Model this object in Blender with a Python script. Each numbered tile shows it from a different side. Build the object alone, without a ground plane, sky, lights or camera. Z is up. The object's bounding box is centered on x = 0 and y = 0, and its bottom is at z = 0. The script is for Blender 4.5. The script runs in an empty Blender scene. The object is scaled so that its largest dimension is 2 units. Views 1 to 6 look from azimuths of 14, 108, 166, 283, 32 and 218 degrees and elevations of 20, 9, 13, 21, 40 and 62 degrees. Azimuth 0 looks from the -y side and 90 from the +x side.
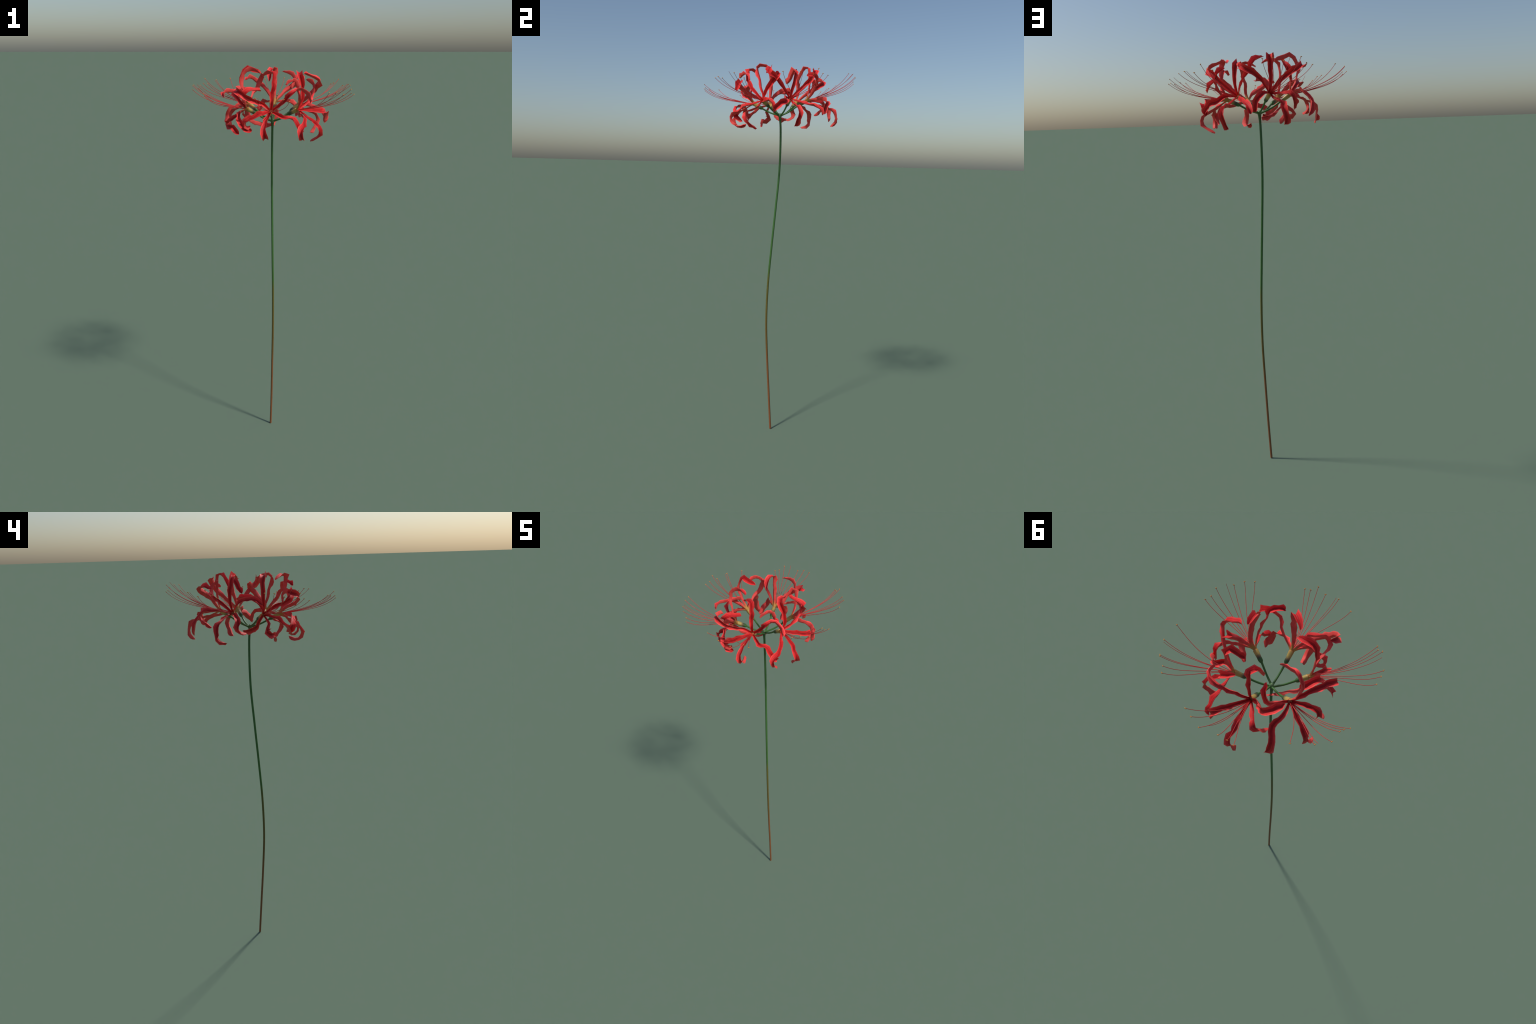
# Red spider lily: one tall bare stem, an umbel of six florets with recurved,
# channelled, wavy petals and long upward-sweeping stamens.
import bpy, math, random
import numpy as np
from mathutils import Matrix, Vector

rng = random.Random(7)

# ---------------------------------------------------------------- measures (m)
STEM_SPINE = [(.0060, .0058, 0.0), (.0123, -.0072, .21), (.0167, -.0206, .42), (.0204, -.0301, .63),
              (.0182, -.0267, .84), (.0111, -.0140, 1.05), (.0036, .0009, 1.26), (-.0028, .0143, 1.47),
              (-.0031, .0138, 1.68), (-.0012, .0085, 1.742)]
STEM_RADIUS = .0057
HUB = np.array((-.0012, .0084, 1.746))
HEAD_C = np.array((.0001, .0070, 1.81))          # a point on the axis of the umbel
HEAD_TILT = Matrix.Rotation(.0655, 3, Vector((.06167, .0221, 0)).normalized())
# the umbel has three-fold symmetry: two kinds of floret, each turned by 120 degrees
TURN = {"A": 0, "C": -120, "E": 120, "B": 0, "D": -120, "F": 120}
KIND = {"A": "A", "C": "A", "E": "A", "B": "B", "D": "B", "F": "B"}
THROAT = {"A": np.array((.1385, -.0465, 1.8093)), "B": np.array((.0216, -.1376, 1.8066))}
TUBE_BASE = {"A": np.array((.0835, -.0275, 1.7820)), "B": np.array((.0124, -.0875, 1.7790))}


def turn(n):
    m = HEAD_TILT @ Matrix.Rotation(math.radians(TURN[n]), 3, 'Z') @ HEAD_TILT.transposed()
    return np.array(m)


def spine(points, width=1.0, fold=1.0, side=()):
    """side: (control point, direction of the blade's width there), for blades that twist"""
    return dict(points=[np.array(p) for p in points], width=width, fold=fold, side=side)


# hand-placed spines of the petals, throat to tip
PETALS = {}
PETALS["A"] = [
    spine([(0.141, -0.036, 1.836), (0.149, -0.045, 1.870), (0.148, -0.050, 1.905), (0.146, -0.062, 1.935), (0.136, -0.067, 1.966), (0.133, -0.050, 1.969), (0.133, -0.013, 1.959)], side=[(4,(.94,.3,0))]),
    spine([(0.174, -0.006, 1.850), (0.187, 0.026, 1.888), (0.184, 0.040, 1.910), (0.150, 0.045, 1.934)]),
    spine([(0.189, -0.018, 1.797), (0.238, 0.010, 1.791), (0.248, 0.040, 1.782), (0.244, 0.051, 1.737)]),
    spine([(0.181, -0.052, 1.765), (0.207, -0.065, 1.750), (0.233, -0.092, 1.737), (0.240, -0.090, 1.706), (0.193, -0.052, 1.665)]),
    spine([(0.154, -0.092, 1.782), (0.176, -0.130, 1.768), (0.176, -0.155, 1.742), (0.172, -0.195, 1.714), (0.179, -0.165, 1.684)]),
    spine([(0.142, -0.085, 1.850), (0.136, -0.122, 1.900), (0.128, -0.141, 1.936), (0.101, -0.183, 1.921)], side=[(1,(.39,-.49,-.78)),(2,(.61,-.6,.51)),(3,(.61,-.6,.51))], width=.85),
]
PETALS["B"] = [
    spine([(0.026, -0.142, 1.840), (0.023, -0.139, 1.880), (0.028, -0.148, 1.904), (0.032, -0.150, 1.935), (0.031, -0.155, 1.967), (0.008, -0.141, 1.966), (-0.020, -0.122, 1.952)], side=[(4,(.5,.85,0)),(6,(.45,.85,.2))]),
    spine([(0.069, -0.139, 1.834), (0.095, -0.149, 1.856), (0.120, -0.168, 1.880), (0.155, -0.154, 1.899), (0.183, -0.153, 1.883), (0.207, -0.157, 1.844)]),
    spine([(0.067, -0.163, 1.786), (0.100, -0.178, 1.777), (0.124, -0.177, 1.775), (0.142, -0.181, 1.760), (0.155, -0.170, 1.732), (0.161, -0.140, 1.700)]),
    spine([(0.014, -0.176, 1.775), (0.010, -0.212, 1.754), (0.012, -0.234, 1.718), (0.016, -0.222, 1.692), (0.001, -0.178, 1.700)]),
    spine([(-0.019, -0.189, 1.791), (-0.055, -0.198, 1.773), (-0.080, -0.205, 1.754), (-0.078, -0.197, 1.740), (-0.062, -0.190, 1.742)], width=1.08),
    spine([(-0.019, -0.176, 1.844), (-0.035, -0.198, 1.850), (-0.055, -0.214, 1.860), (-0.072, -0.225, 1.871), (-0.094, -0.232, 1.886), (-0.113, -0.222, 1.898), (-0.103, -0.189, 1.902)]),
]
PETALS["C"] = [
    spine([(-0.121, -0.084, 1.910), (-0.120, -0.085, 1.942), (-0.110, -0.086, 1.966), (-0.082, -0.080, 1.977), (-0.041, -0.083, 1.965)], side=[(2,(-.04,.91,-.39)),(3,(-.04,.91,-.39)),(4,(-.04,.91,-.39))]),
    spine([(-0.098, -0.133, 1.845), (-0.096, -0.195, 1.872), (-0.072, -0.192, 1.893), (-0.024, -0.152, 1.893)]),
    spine([(-0.123, -0.138, 1.793), (-0.122, -0.164, 1.774), (-0.105, -0.190, 1.745), (-0.082, -0.195, 1.725), (-0.057, -0.187, 1.717)], side=[(2,(.68,.4,.61)),(3,(.68,.4,.61)),(4,(.68,.4,.61))]),
    spine([(-0.157, -0.110, 1.767), (-0.180, -0.110, 1.751), (-0.192, -0.120, 1.737), (-0.161, -0.135, 1.723), (-0.133, -0.132, 1.693)]),
    spine([(-0.128, -0.068, 1.787), (-0.095, -0.048, 1.757), (-0.050, -0.008, 1.735), (-0.003, 0.043, 1.724)]),
    spine([(-0.145, -0.075, 1.845), (-0.170, -0.050, 1.874), (-0.165, -0.015, 1.885), (-0.146, 0.030, 1.877)], width=1.1, side=[(2,(-.81,.37,-.42)),(3,(-.81,.37,-.42))]),
]
PETALS["D"] = [
    spine([(-0.158, 0.058, 1.880), (-0.166, 0.052, 1.940), (-0.142, 0.053, 1.979), (-0.113, 0.049, 1.973), (-0.068, 0.046, 1.962)], width=.92, side=[(2,(.3,.61,.73)),(3,(.2,.6,.75)),(4,(.2,.6,.75))]),
    spine([(-0.171, 0.012, 1.864), (-0.203, -0.047, 1.879), (-0.215, -0.075, 1.876), (-0.214, -0.099, 1.858)]),
    spine([(-0.184, 0.026, 1.806), (-0.214, 0.010, 1.788), (-0.225, 0.004, 1.752), (-0.211, -0.024, 1.740)]),
    spine([(-0.192, 0.088, 1.791), (-0.232, 0.101, 1.763), (-0.238, 0.098, 1.719), (-0.245, 0.058, 1.698)]),
    spine([(-0.152, 0.123, 1.830), (-0.154, 0.188, 1.820), (-0.178, 0.216, 1.781), (-0.165, 0.232, 1.723)], side=[(1,(-.65,-.75,0)),(2,(-.65,-.75,0)),(3,(-.65,-.75,0))]),
    spine([(-0.118, 0.116, 1.872), (-0.106, 0.148, 1.895), (-0.095, 0.150, 1.930), (-0.081, 0.129, 1.957)], width=.88, side=[(2,(.92,.08,-.38)),(3,(.92,.08,-.38))]),
]
PETALS["E"] = [
    spine([(-0.025, 0.150, 1.890), (-0.024, 0.146, 1.950), (-0.026, 0.142, 1.983), (-0.033, 0.120, 1.968), (-0.037, 0.097, 1.922)]),
    spine([(-0.075, 0.165, 1.881), (-0.089, 0.172, 1.893), (-0.125, 0.198, 1.912), (-0.150, 0.195, 1.930), (-0.170, 0.137, 1.926)], width=1.12, side=[(3,(-.81,.37,-.42)),(4,(-.81,.37,-.42))]),
    spine([(-0.070, 0.185, 1.816), (-0.094, 0.213, 1.812), (-0.105, 0.212, 1.798), (-0.122, 0.160, 1.755)]),
    spine([(-0.028, 0.203, 1.792), (-0.046, 0.255, 1.777), (-0.046, 0.286, 1.755), (-0.052, 0.290, 1.724), (-0.055, 0.267, 1.692)]),
    spine([(0.022, 0.223, 1.817), (0.052, 0.264, 1.803), (0.065, 0.262, 1.780), (0.068, 0.248, 1.745)]),
    spine([(0.035, 0.193, 1.880), (0.065, 0.209, 1.902), (0.105, 0.210, 1.921), (0.113, 0.175, 1.926)]),
]
PETALS["F"] = [
    spine([(0.119, 0.105, 1.874), (0.117, 0.115, 1.930), (0.112, 0.113, 1.952), (0.080, 0.063, 1.889)], side=[(2,(.5,-.75,.4)),(3,(.5,-.75,.4))]),
    spine([(0.097, 0.151, 1.869), (0.069, 0.191, 1.917), (0.057, 0.200, 1.945), (0.009, 0.182, 1.966)]),
    spine([(0.101, 0.160, 1.791), (0.096, 0.215, 1.778), (0.093, 0.245, 1.762), (0.087, 0.255, 1.737)]),
    spine([(0.140, 0.118, 1.786), (0.185, 0.160, 1.759), (0.191, 0.166, 1.735), (0.165, 0.136, 1.678)]),
    spine([(0.161, 0.078, 1.813), (0.202, 0.095, 1.792), (0.230, 0.075, 1.780), (0.250, 0.049, 1.745)], width=1.1, side=[(2,(.25,-.39,.72)),(3,(.25,-.39,.72))]),
    spine([(0.170, 0.062, 1.870), (0.202, 0.035, 1.911), (0.218, 0.016, 1.924), (0.180, 0.005, 1.950), (0.146, 0.003, 1.962)], side=[(2,(-.44,.79,.41)),(3,(-.44,.79,.41)),(4,(-.44,.79,.41))], width=1.12),
]

STAMEN_TIPS, PISTIL_TIP = {}, {}
STAMEN_TIPS["A"] = [(0.3863, -0.0509, 1.8777), (0.3767, -0.0740, 1.8840), (0.3772, -0.1034, 1.9025), (0.3517, -0.1728, 1.8843), (0.3246, -0.2050, 1.8954), (0.2958, -0.2319, 1.8940)]
PISTIL_TIP["A"] = (0.3572, -0.1384, 1.9133)
STAMEN_TIPS["B"] = [(0.1472, -0.3566, 1.8642), (0.1231, -0.3601, 1.8723), (0.0992, -0.3761, 1.8917), (0.0692, -0.3868, 1.8643), (0.0089, -0.3894, 1.8785), (-0.0669, -0.3645, 1.8861)]
PISTIL_TIP["B"] = (0.0203, -0.3886, 1.8791)


# ---------------------------------------------------------------- small helpers
def unit(v):
    return v / max(np.linalg.norm(v), 1e-9)


def smooth_curve(ctrl, n, alpha=.5):
    """centripetal Catmull-Rom through the control points, n samples even in length"""
    c = [np.array(p, float) for p in ctrl]
    c = [2 * c[0] - c[1]] + c + [2 * c[-1] - c[-2]]
    out = []
    for i in range(1, len(c) - 2):
        p0, p1, p2, p3 = c[i - 1:i + 3]
        t0 = 0.
        t1 = t0 + np.linalg.norm(p1 - p0) ** alpha
        t2 = t1 + np.linalg.norm(p2 - p1) ** alpha
        t3 = t2 + np.linalg.norm(p3 - p2) ** alpha
        for t in np.linspace(t1, t2, 24, endpoint=False):
            a1 = (t1 - t) / (t1 - t0) * p0 + (t - t0) / (t1 - t0) * p1
            a2 = (t2 - t) / (t2 - t1) * p1 + (t - t1) / (t2 - t1) * p2
            a3 = (t3 - t) / (t3 - t2) * p2 + (t - t2) / (t3 - t2) * p3
            b1 = (t2 - t) / (t2 - t0) * a1 + (t - t0) / (t2 - t0) * a2
            b2 = (t3 - t) / (t3 - t1) * a2 + (t - t1) / (t3 - t1) * a3
            out.append((t2 - t) / (t2 - t1) * b1 + (t - t1) / (t2 - t1) * b2)
    out.append(c[-2])
    out = np.array(out)
    d = np.r_[0, np.cumsum(np.linalg.norm(np.diff(out, axis=0), axis=1))]
    s = np.linspace(0, d[-1], n)
    return np.stack([np.interp(s, d, out[:, k]) for k in range(3)], 1), d[-1]


def frames(path, side0):
    """rotation-minimising frames along a path: tangent, side, normal"""
    tan = np.gradient(path, axis=0)
    tan /= np.linalg.norm(tan, axis=1)[:, None]
    s = unit(side0 - tan[0] * (side0 @ tan[0]))
    sides = [s]
    for i in range(1, len(path)):
        a, b = tan[i - 1], tan[i]
        ax = np.cross(a, b)
        l = np.linalg.norm(ax)
        if l > 1e-7:
            ang = math.atan2(l, a @ b)
            k = ax / l
            s = s * math.cos(ang) + np.cross(k, s) * math.sin(ang) + k * (k @ s) * (1 - math.cos(ang))
        s = unit(s - b * (s @ b))
        sides.append(s)
    sides = np.array(sides)
    return tan, sides, np.cross(sides, tan)


def ribbon_frames(path, side0, hold=5, wanted=()):
    """frames of a thin strip: it bends about its own width, so wherever the spine
    curves the width is drawn towards the axis of that bend; twist is spread evenly"""
    tan, side, nor = frames(path, side0)
    n = len(path)
    weight, want = np.zeros(n), np.zeros(n)
    bend = np.zeros((n, 3))
    for i in range(1, n - 1):
        bend[i] = np.cross(tan[i - 1], tan[i + 1]) / 2
    k = np.array([.25, .5, .25])
    fixed = {int(np.argmin(np.linalg.norm(path - p, axis=1))): np.array(d, float) for p, d in wanted}
    bend = np.stack([np.convolve(bend[:, j], k, 'same') for j in range(3)], 1)
    prev = 0.
    for i in range(n):
        b = bend[i]
        w = np.linalg.norm(b)
        if i < hold:
            weight[i], want[i] = 40., 0.
            continue
        if i in fixed:
            a = math.atan2(fixed[i] @ nor[i], fixed[i] @ side[i])
            a -= math.pi * round((a - prev) / math.pi)
            prev, weight[i], want[i] = a, 14., a
            continue
        if fixed or w < .09:
            continue
        a = math.atan2(b @ nor[i], b @ side[i])
        a -= math.pi * round((a - prev) / math.pi)      # the sign of the axis does not matter
        weight[i], want[i] = (w - .09) * 6, a
    A = np.diag(weight + 1e-6)
    for i in range(n - 1):
        l = 3.0
        A[i, i] += l
        A[i + 1, i + 1] += l
        A[i, i + 1] -= l
        A[i + 1, i] -= l
    th = np.linalg.solve(A, weight * want)
    c, s = np.cos(th)[:, None], np.sin(th)[:, None]
    return tan, side * c + nor * s, nor * c - side * s


def mesh_object(name, verts, faces, mats, face_mats=None, angle=None):
    me = bpy.data.meshes.new(name)
    me.from_pydata([tuple(v) for v in verts], [], faces)
    for m in mats:
        me.materials.append(m)
    if face_mats is not None:
        me.polygons.foreach_set("material_index", face_mats)
    me.polygons.foreach_set("use_smooth", [True] * len(me.polygons))
    me.update()
    if angle:
        me.set_sharp_from_angle(angle=math.radians(angle))
    o = bpy.data.objects.new(name, me)
    bpy.context.scene.collection.objects.link(o)
    return o


def tube(path, radii, seg=10, side0=None, caps=True):
    path = np.array(path)
    tan, side, nor = frames(path, side0 if side0 is not None else np.array((.31, .87, .2)))
    verts, faces = [], []
    for p, s, n, r in zip(path, side, nor, radii):
        for k in range(seg):
            a = 2 * math.pi * k / seg
            verts.append(p + r * (math.cos(a) * s + math.sin(a) * n))
    for i in range(len(path) - 1):
        for k in range(seg):
            a, b = i * seg + k, i * seg + (k + 1) % seg
            faces.append((a, a + seg, b + seg, b))
    if caps:
        faces.append(tuple(range(seg)))
        m = (len(path) - 1) * seg
        faces.append(tuple(m + k for k in reversed(range(seg))))
    return verts, faces


def join(parts):
    """merge (verts, faces, material index) pieces"""
    V, Fc, M = [], [], []
    for v, f, m in parts:
        o = len(V)
        V += list(v)
        Fc += [tuple(i + o for i in q) for q in f]
        M += [m] * len(f)
    return V, Fc, M


# ---------------------------------------------------------------- materials
def material(name, rough, spec=.4):
    m = bpy.data.materials.new(name)
    m.use_nodes = True
    nt = m.node_tree
    b = nt.nodes["Principled BSDF"]
    b.inputs["Roughness"].default_value = rough
    b.inputs["Specular IOR Level"].default_value = spec
    return m, nt, b


def ramp(nt, stops, interp='LINEAR'):
    r = nt.nodes.new("ShaderNodeValToRGB")
    r.color_ramp.interpolation = interp
    e = r.color_ramp.elements
    e[0].position, e[0].color = stops[0][0], (*stops[0][1], 1)
    e[1].position, e[1].color = stops[-1][0], (*stops[-1][1], 1)
    for p, c in stops[1:-1]:
        x = e.new(p)
        x.color = (*c, 1)
    return r


def mix(nt, kind, fac, a, b):
    n = nt.nodes.new("ShaderNodeMix")
    n.data_type, n.blend_type = 'RGBA', kind
    for sock, val in ((n.inputs[0], fac), (n.inputs[6], a), (n.inputs[7], b)):
        if hasattr(val, "is_linked"):
            nt.links.new(val, sock)
        else:
            sock.default_value = val if isinstance(val, float) else (*val, 1)
    return n.outputs[2]


def math_node(nt, op, a, b=None):
    n = nt.nodes.new("ShaderNodeMath")
    n.operation = op
    for s, v in zip(n.inputs, (a, b)):
        if v is None:
            continue
        if hasattr(v, "is_linked"):
            nt.links.new(v, s)
        else:
            s.default_value = v
    return n.outputs[0]


def obj_coord(nt):
    return nt.nodes.new("ShaderNodeTexCoord").outputs["Object"]


def noise(nt, vec, scale, detail=3.0):
    n = nt.nodes.new("ShaderNodeTexNoise")
    n.inputs["Scale"].default_value = scale
    n.inputs["Detail"].default_value = detail
    nt.links.new(vec, n.inputs["Vector"])
    return n.outputs["Fac"]


def petal_material(name, red, dark, base_col, rough, reach):
    m, nt, b = material(name, rough, .2)
    co = obj_coord(nt)
    ln = nt.nodes.new("ShaderNodeVectorMath")
    ln.operation = 'LENGTH'
    nt.links.new(co, ln.inputs[0])
    # yellow-green throat fading into the red blade (distance from the throat)
    t = math_node(nt, 'MULTIPLY', ln.outputs["Value"], 1 / .05)
    thr = ramp(nt, [(.0, (1, 1, 1)), (.4 * reach, (1, 1, 1)), (.65 * reach, (.45, .45, .45)), (reach, (.0, .0, .0))])
    nt.links.new(t, thr.inputs[0])
    n1 = noise(nt, co, 45)
    blade = ramp(nt, [(.3, dark), (.7, red)])
    nt.links.new(n1, blade.inputs[0])
    col = mix(nt, 'MIX', thr.outputs[0], blade.outputs[0], base_col)
    nt.links.new(col, b.inputs["Base Color"])
    bump = nt.nodes.new("ShaderNodeBump")
    bump.inputs["Strength"].default_value = .12
    bump.inputs["Distance"].default_value = .002
    nt.links.new(noise(nt, co, 260, 2), bump.inputs["Height"])
    nt.links.new(bump.outputs[0], b.inputs["Normal"])
    return m


PETAL_INNER = petal_material("petal_inner_red", (.92, .078, .072), (.84, .055, .053), (.66, .13, .045), .6, .22)
PETAL_HALF = petal_material("petal_half_red", (.74, .036, .036), (.64, .025, .027), (.62, .12, .04), .6, .24)
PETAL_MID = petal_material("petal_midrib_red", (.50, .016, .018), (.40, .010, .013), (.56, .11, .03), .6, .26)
PETAL_OUTER = petal_material("petal_outer_red", (.78, .088, .076), (.66, .056, .051), (.46, .25, .06), .6, .62)


def stem_material():
    m, nt, b = material("stem_green_to_brown", .45, .4)
    co = obj_coord(nt)
    sep = nt.nodes.new("ShaderNodeSeparateXYZ")
    nt.links.new(co, sep.inputs[0])
    n = noise(nt, co, 14)
    z = math_node(nt, 'ADD', math_node(nt, 'MULTIPLY', sep.outputs[2], .5),
                  math_node(nt, 'MULTIPLY', math_node(nt, 'SUBTRACT', n, .5), .02))
    r = ramp(nt, [(.0, (.235, .083, .032)), (.21, (.205, .080, .026)), (.25, (.155, .082, .020)), (.33, (.135, .095, .020)),
                  (.44, (.105, .105, .020)), (.462, (.050, .130, .026)), (.60, (.048, .140, .032)), (.85, (.042, .120, .032))])
    nt.links.new(z, r.inputs[0])
    nt.links.new(r.outputs[0], b.inputs["Base Color"])
    return m


STEM = stem_material()


def stalk_material(length):
    """pedicel green, dark ovary, yellow tube: by distance from the throat (object origin)"""
    m, nt, b = material("floret_stalk", .42, .45)
    co = obj_coord(nt)
    ln = nt.nodes.new("ShaderNodeVectorMath")
    ln.operation = 'LENGTH'
    nt.links.new(co, ln.inputs[0])
    wob = math_node(nt, 'MULTIPLY', math_node(nt, 'SUBTRACT', noise(nt, co, 120), .5), .012)
    t = math_node(nt, 'MULTIPLY', math_node(nt, 'ADD', ln.outputs["Value"], wob), 1 / .1)
    r = ramp(nt, [(.0, (.50, .07, .035)), (.10, (.46, .15, .045)), (.18, (.46, .30, .075)), (.34, (.42, .33, .085)),
                  (.42, (.22, .16, .06)), (.48, (.09, .07, .035)), (.53, (.035, .085, .028)), (.62, (.05, .15, .03)),
                  (.8, (.05, .15, .03))])
    nt.links.new(t, r.inputs[0])
    nt.links.new(r.outputs[0], b.inputs["Base Color"])
    return m


STALK = stalk_material(.06)
HUBMAT, _nt, _b = material("hub_pale_green", .5)
_b.inputs["Base Color"].default_value = (.13, .24, .10, 1)
FILAMENT, _nt, _b = material("filament_red", .45)
_n = ramp(_nt, [(.35, (.50, .020, .022)), (.65, (.62, .032, .03))])
_nt.links.new(noise(_nt, obj_coord(_nt), 30), _n.inputs[0])
_nt.links.new(_n.outputs[0], _b.inputs["Base Color"])
ANTHER, _nt, _b = material("anther_orange", .7)
_n = ramp(_nt, [(.3, (.50, .17, .025)), (.7, (.68, .27, .045))])
_nt.links.new(noise(_nt, obj_coord(_nt), 300), _n.inputs[0])
_nt.links.new(_n.outputs[0], _b.inputs["Base Color"])


# ---------------------------------------------------------------- parts
def petal_mesh(name, spec, throat, axis, seed):
    r = random.Random(seed)
    pts = spec["points"]
    first = pts[0] - throat
    rad = unit(first - axis * (first @ axis))
    ctrl = [throat - axis * .026 + rad * .0085, throat - axis * .010 + rad * .0082] + pts
    N = 46
    path, length = smooth_curve(ctrl, N)
    side0 = np.cross(axis, rad)
    tan, side, nor = ribbon_frames(path, side0, wanted=[(pts[j], d) for j, d in spec['side']])
    # inner face looks towards the floret axis at the base
    if nor[3] @ (-rad) < 0:
        nor = -nor
    cols = np.array([-1, -.74, -.54, -.32, -.16, 0, .16, .32, .54, .74, 1])
    tone = [0, 1, 1, 2, 2, 2, 2, 1, 1, 0]
    phase = [r.uniform(0, 6.28) for _ in range(4)]
    thick = .0009
    blunt = r.uniform(.76, .90)
    top, bot = [], []
    # few cross-sections, each a little out of line: crinkled, angular margins
    rows = list(range(0, N - 4, 3)) + [N - 4, N - 2, N - 1]
    for m, i in enumerate(rows):
        u = i / (N - 1)
        w = float(np.interp(u, [0, .12, .3, .5, .72, 1], [.0066, .0070, .0104, .0132, .0157, .0162]))
        if u > blunt:
            q = (u - blunt) / (1 - blunt)
            w *= math.sqrt(max(0., 1 - q ** 2)) * .88 + .12
        w *= spec["width"]
        s, n = side[i], nor[i]
        ripple = min(1, max(0, (u - .20) / .2))
        wv = [ripple * (.0026 * math.sin(u * 21 + phase[j]) + r.uniform(-.0034, .0034)) for j in (0, 1)]
        sway = ripple * (.0012 * math.sin(u * 24 + phase[2]) + r.uniform(-.0014, .0014))
        lift = ripple * .0010 * math.sin(u * 29 + phase[3])
        fold = spec["fold"] * (.55 + .35 * math.sin(min(1, u * 1.6) * math.pi * .5))
        for c in cols:
            a = abs(c)
            e = wv[0] if c < 0 else wv[1]
            x = w * c * (1 - .16 * fold * a) + np.sign(c) * e * .45 * a ** 2 + sway
            h = w * fold * .86 * (a ** 1.2) + e * a ** 2 + lift
            p = path[i] + s * x + n * h
            top.append(p + n * thick / 2)
            bot.append(p - n * thick / 2)
    mid_row = nor[rows[len(rows) // 2]]
    N = len(rows)
    k = len(cols)
    verts = top + bot
    o = len(top)
    faces, mi = [], []
    for i in range(N - 1):
        for j in range(k - 1):
            a, b = i * k + j, i * k + j + 1
            faces.append((a, b, b + k, a + k))
            mi.append(tone[j])
            faces.append((o + b, o + a, o + a + k, o + b + k))
            mi.append(3)
        for j in (0, k - 1):
            a = i * k + j
            q = (a, a + k, o + a + k, o + a)
            faces.append(q if j == 0 else q[::-1])
            mi.append(0)
    for i in (0, N - 1):
        for j in range(k - 1):
            a = i * k + j
            q = (a, o + a, o + a + 1, a + 1)
            faces.append(q if i == 0 else q[::-1])
            mi.append(0)
    # orient: top faces must look along +n
    v0, v1, v2 = (np.array(verts[q]) for q in faces[(N // 2) * (2 * (k - 1) + 2)][:3])
    if np.cross(v1 - v0, v2 - v0) @ mid_row < 0:
        faces = [q[::-1] for q in faces]
    verts = [v - throat for v in verts]
    return mesh_object(name, verts, faces, [PETAL_INNER, PETAL_HALF, PETAL_MID, PETAL_OUTER], mi, angle=62)


def stamen_curve(throat, axis, tip, n=26, start=.016):
    """leaves the throat low, then sweeps up to the tip"""
    flat = tip - throat
    L = np.linalg.norm(flat)
    d0 = unit(unit(flat) * .55 + unit(np.array((axis[0], axis[1], .10 * math.hypot(axis[0], axis[1])))) * .6 - np.array((0, 0, .10)))
    p0 = throat - axis * start
    p1 = throat + d0 * L * .42
    p2 = tip - unit(flat + np.array((0, 0, .55 * L))) * L * .30
    t = np.linspace(0, 1, n)[:, None]
    return (1 - t) ** 3 * p0 + 3 * (1 - t) ** 2 * t * p1 + 3 * (1 - t) * t * t * p2 + t ** 3 * tip


def anther_piece(tip, direction, seed):
    r = random.Random(seed)
    d = unit(direction)
    a = unit(np.cross(d, np.array((0, 0, 1.))))
    a = unit(a * math.cos(r.uniform(-.7, .7)) + np.array((0, 0, 1.)) * r.uniform(-.35, .35) + d * r.uniform(-.6, .6))
    ts = np.linspace(-1, 1, 9)
    path = [tip + a * t * .0042 + d * (.0010 * (1 - t * t)) for t in ts]
    rad = [.0016 * math.sqrt(max(.05, 1 - t ** 4)) for t in ts]
    return tube(path, rad, 8, side0=d)


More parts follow.
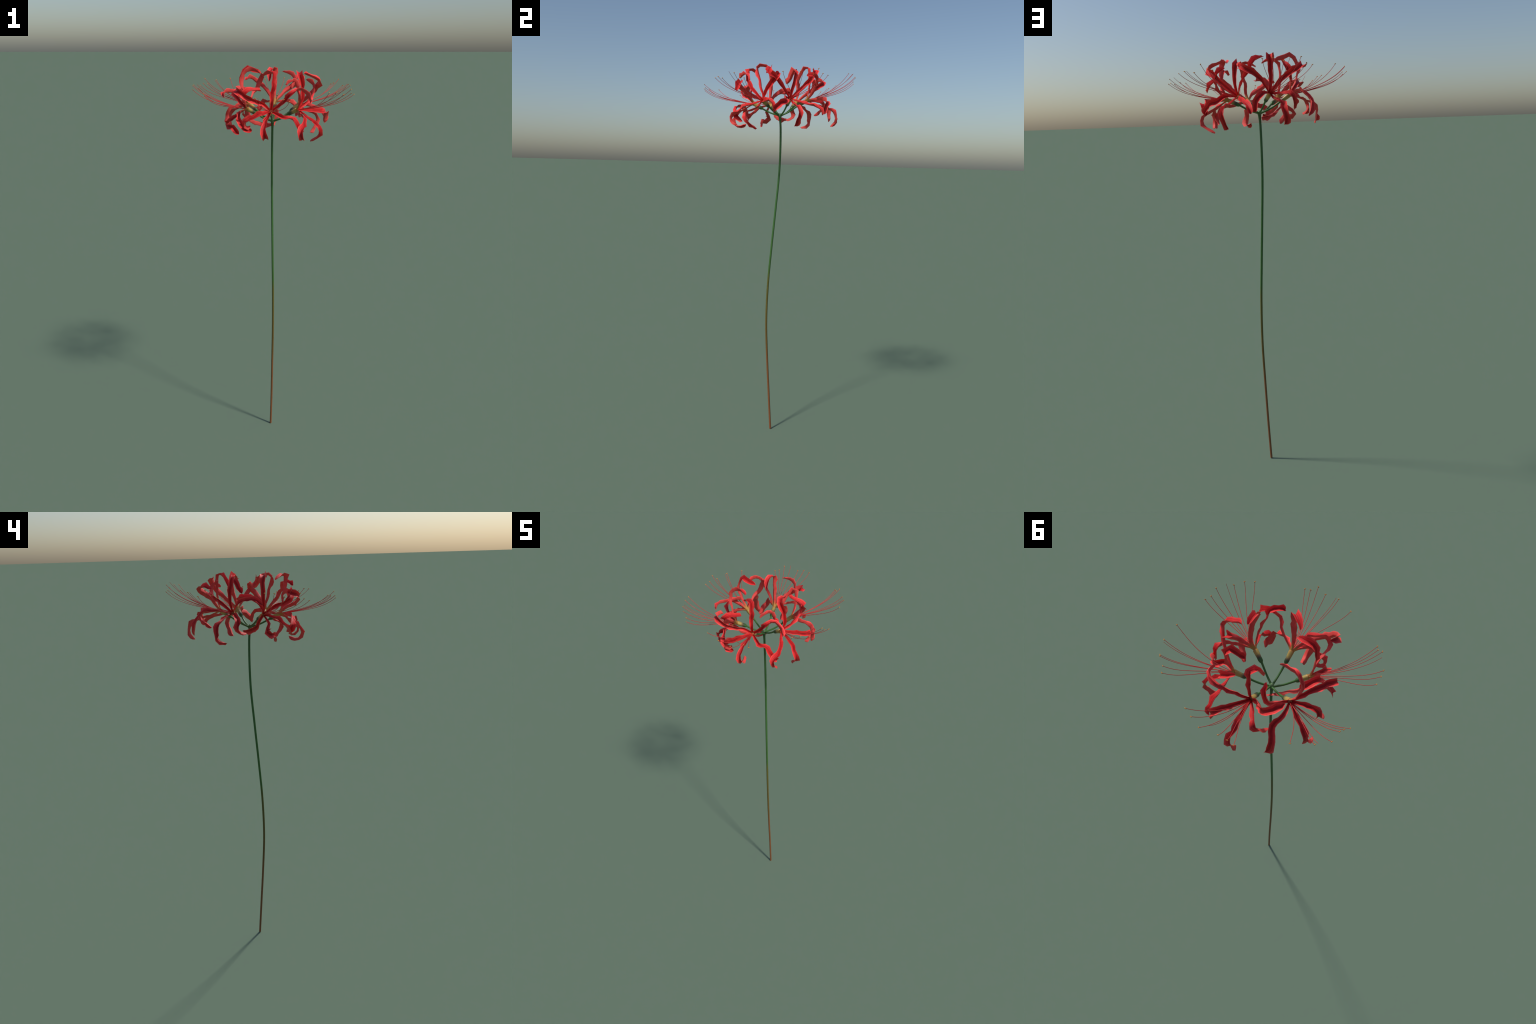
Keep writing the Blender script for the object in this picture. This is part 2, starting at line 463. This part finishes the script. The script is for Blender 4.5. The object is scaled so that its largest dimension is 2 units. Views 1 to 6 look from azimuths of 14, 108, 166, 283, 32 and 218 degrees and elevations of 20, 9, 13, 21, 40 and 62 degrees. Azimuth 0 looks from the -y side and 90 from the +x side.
def build():
    root = bpy.data.objects.new("red_spider_lily", None)
    root.empty_display_size = .1
    bpy.context.scene.collection.objects.link(root)
    root["label"] = "tall red spider lily with curled petals and long stamens"
    root["category"] = "flower"

    # stem, widening slightly into the hub with a small pale dome
    path, L = smooth_curve(STEM_SPINE, 120)
    rr = []
    for p in path:
        q = max(0, (p[2] - 1.705) / .04)
        rr.append(STEM_RADIUS * (1 - .02 * p[2]) + .0030 * min(1, q) ** 1.5)
    v, f = tube(path, rr, 20, side0=np.array((1., 0, 0)))
    stem = mesh_object("stem", v, f, [STEM], angle=50)
    stem.parent = root

    dome = []
    for t in np.linspace(0, 1, 9):
        dome.append((HUB + np.array((0, 0, -.008 + .017 * math.sin(t * math.pi / 2))), .0105 * math.cos(t * math.pi / 2 * .97)))
    v, f = tube([d[0] for d in dome], [d[1] for d in dome], 20)
    hub = mesh_object("stem_hub", v, f, [HUBMAT], angle=60)
    hub.parent = root

    shared = {}
    for n in "ABCDEF":
        kd = KIND[n]
        R = turn(n)
        T, B = THROAT[kd], TUBE_BASE[kd]
        axis = unit(T - B)
        local = lambda p: R.T @ (np.array(p) - HEAD_C) + HEAD_C     # world -> kind frame
        W = Matrix.Translation(Vector(HEAD_C)) @ Matrix(R.tolist()).to_4x4() @ Matrix.Translation(Vector(-HEAD_C)) @ Matrix.Translation(Vector(T))

        # floret body: pedicel, ovary, tube
        if ("floret", kd) not in shared:
            h = HUB + np.array((0, 0, -.004))
            mid = (h + B) / 2 + np.array((0, 0, -.005))
            ped = smooth_curve([h, mid, B - axis * .004, B + axis * .006], 16)[0]
            v1 = tube(ped, [.0047 - .0006 * math.sin(math.pi * i / 15) for i in range(16)], 12)
            prof = [(-.006, .0039), (-.003, .0058), (.001, .0082), (.006, .0090), (.013, .0091), (.019, .0088), (.024, .0094),
                    (.030, .0098), (.037, .0101), (.045, .0106), (.0480, .0100), (.0495, .0070), (.0505, .0030)]
            lobes = tube([B + axis * a for a, _ in prof], [r for _, r in prof], 24)
            # three shallow lobes on ovary and tube
            lv = []
            tn, sd, nr = frames(np.array([B + axis * a for a, _ in prof]), np.array((.31, .87, .2)))
            for i, p in enumerate(lobes[0]):
                c = B + axis * prof[i // 24][0]
                ang = 2 * math.pi * (i % 24) / 24
                lv.append(c + (p - c) * (1 + .05 * math.cos(3 * ang)))
            V, Fc, M = join([(v1[0], v1[1], 0), (lv, lobes[1], 0)])
            o = mesh_object("floret", [p - T for p in V], Fc, [STALK], angle=50)
            shared["floret", kd] = o.data
        else:
            o = bpy.data.objects.new("floret", shared["floret", kd])
            bpy.context.scene.collection.objects.link(o)
        o.parent = root
        o.matrix_local = W
        floret = o

        for i, spec in enumerate(PETALS[n]):
            s = dict(spec)
            s["points"] = [local(p) for p in spec["points"]]
            s["side"] = [(j, R.T @ np.array(d)) for j, d in spec["side"]]
            p = petal_mesh("petal", s, T, axis, 100 + ord(n) * 7 + i)
            p.parent = floret

        for i, tip in enumerate(STAMEN_TIPS[kd]):
            if ("stamen", kd, i) not in shared:
                tip = np.array(tip)
                c = stamen_curve(T, axis, tip)
                rad = [.00135 - .0005 * k / 25 for k in range(26)]
                fil = tube(c, rad, 7)
                ant = anther_piece(tip, c[-1] - c[-3], 50 + ord(kd) + i)
                V, Fc, M = join([(fil[0], fil[1], 0), (ant[0], ant[1], 1)])
                q = mesh_object("stamen", [p - T for p in V], Fc, [FILAMENT, ANTHER], M, angle=60)
                shared["stamen", kd, i] = q.data
            else:
                q = bpy.data.objects.new("stamen", shared["stamen", kd, i])
                bpy.context.scene.collection.objects.link(q)
            q.parent = floret
        if ("pistil", kd) not in shared:
            c = stamen_curve(T, axis, np.array(PISTIL_TIP[kd]))
            v, f = tube(c, [.00135 - .0007 * k / 25 for k in range(26)], 7)
            q = mesh_object("pistil", [p - T for p in v], f, [FILAMENT], angle=60)
            shared["pistil", kd] = q.data
        else:
            q = bpy.data.objects.new("pistil", shared["pistil", kd])
            bpy.context.scene.collection.objects.link(q)
        q.parent = floret


build()
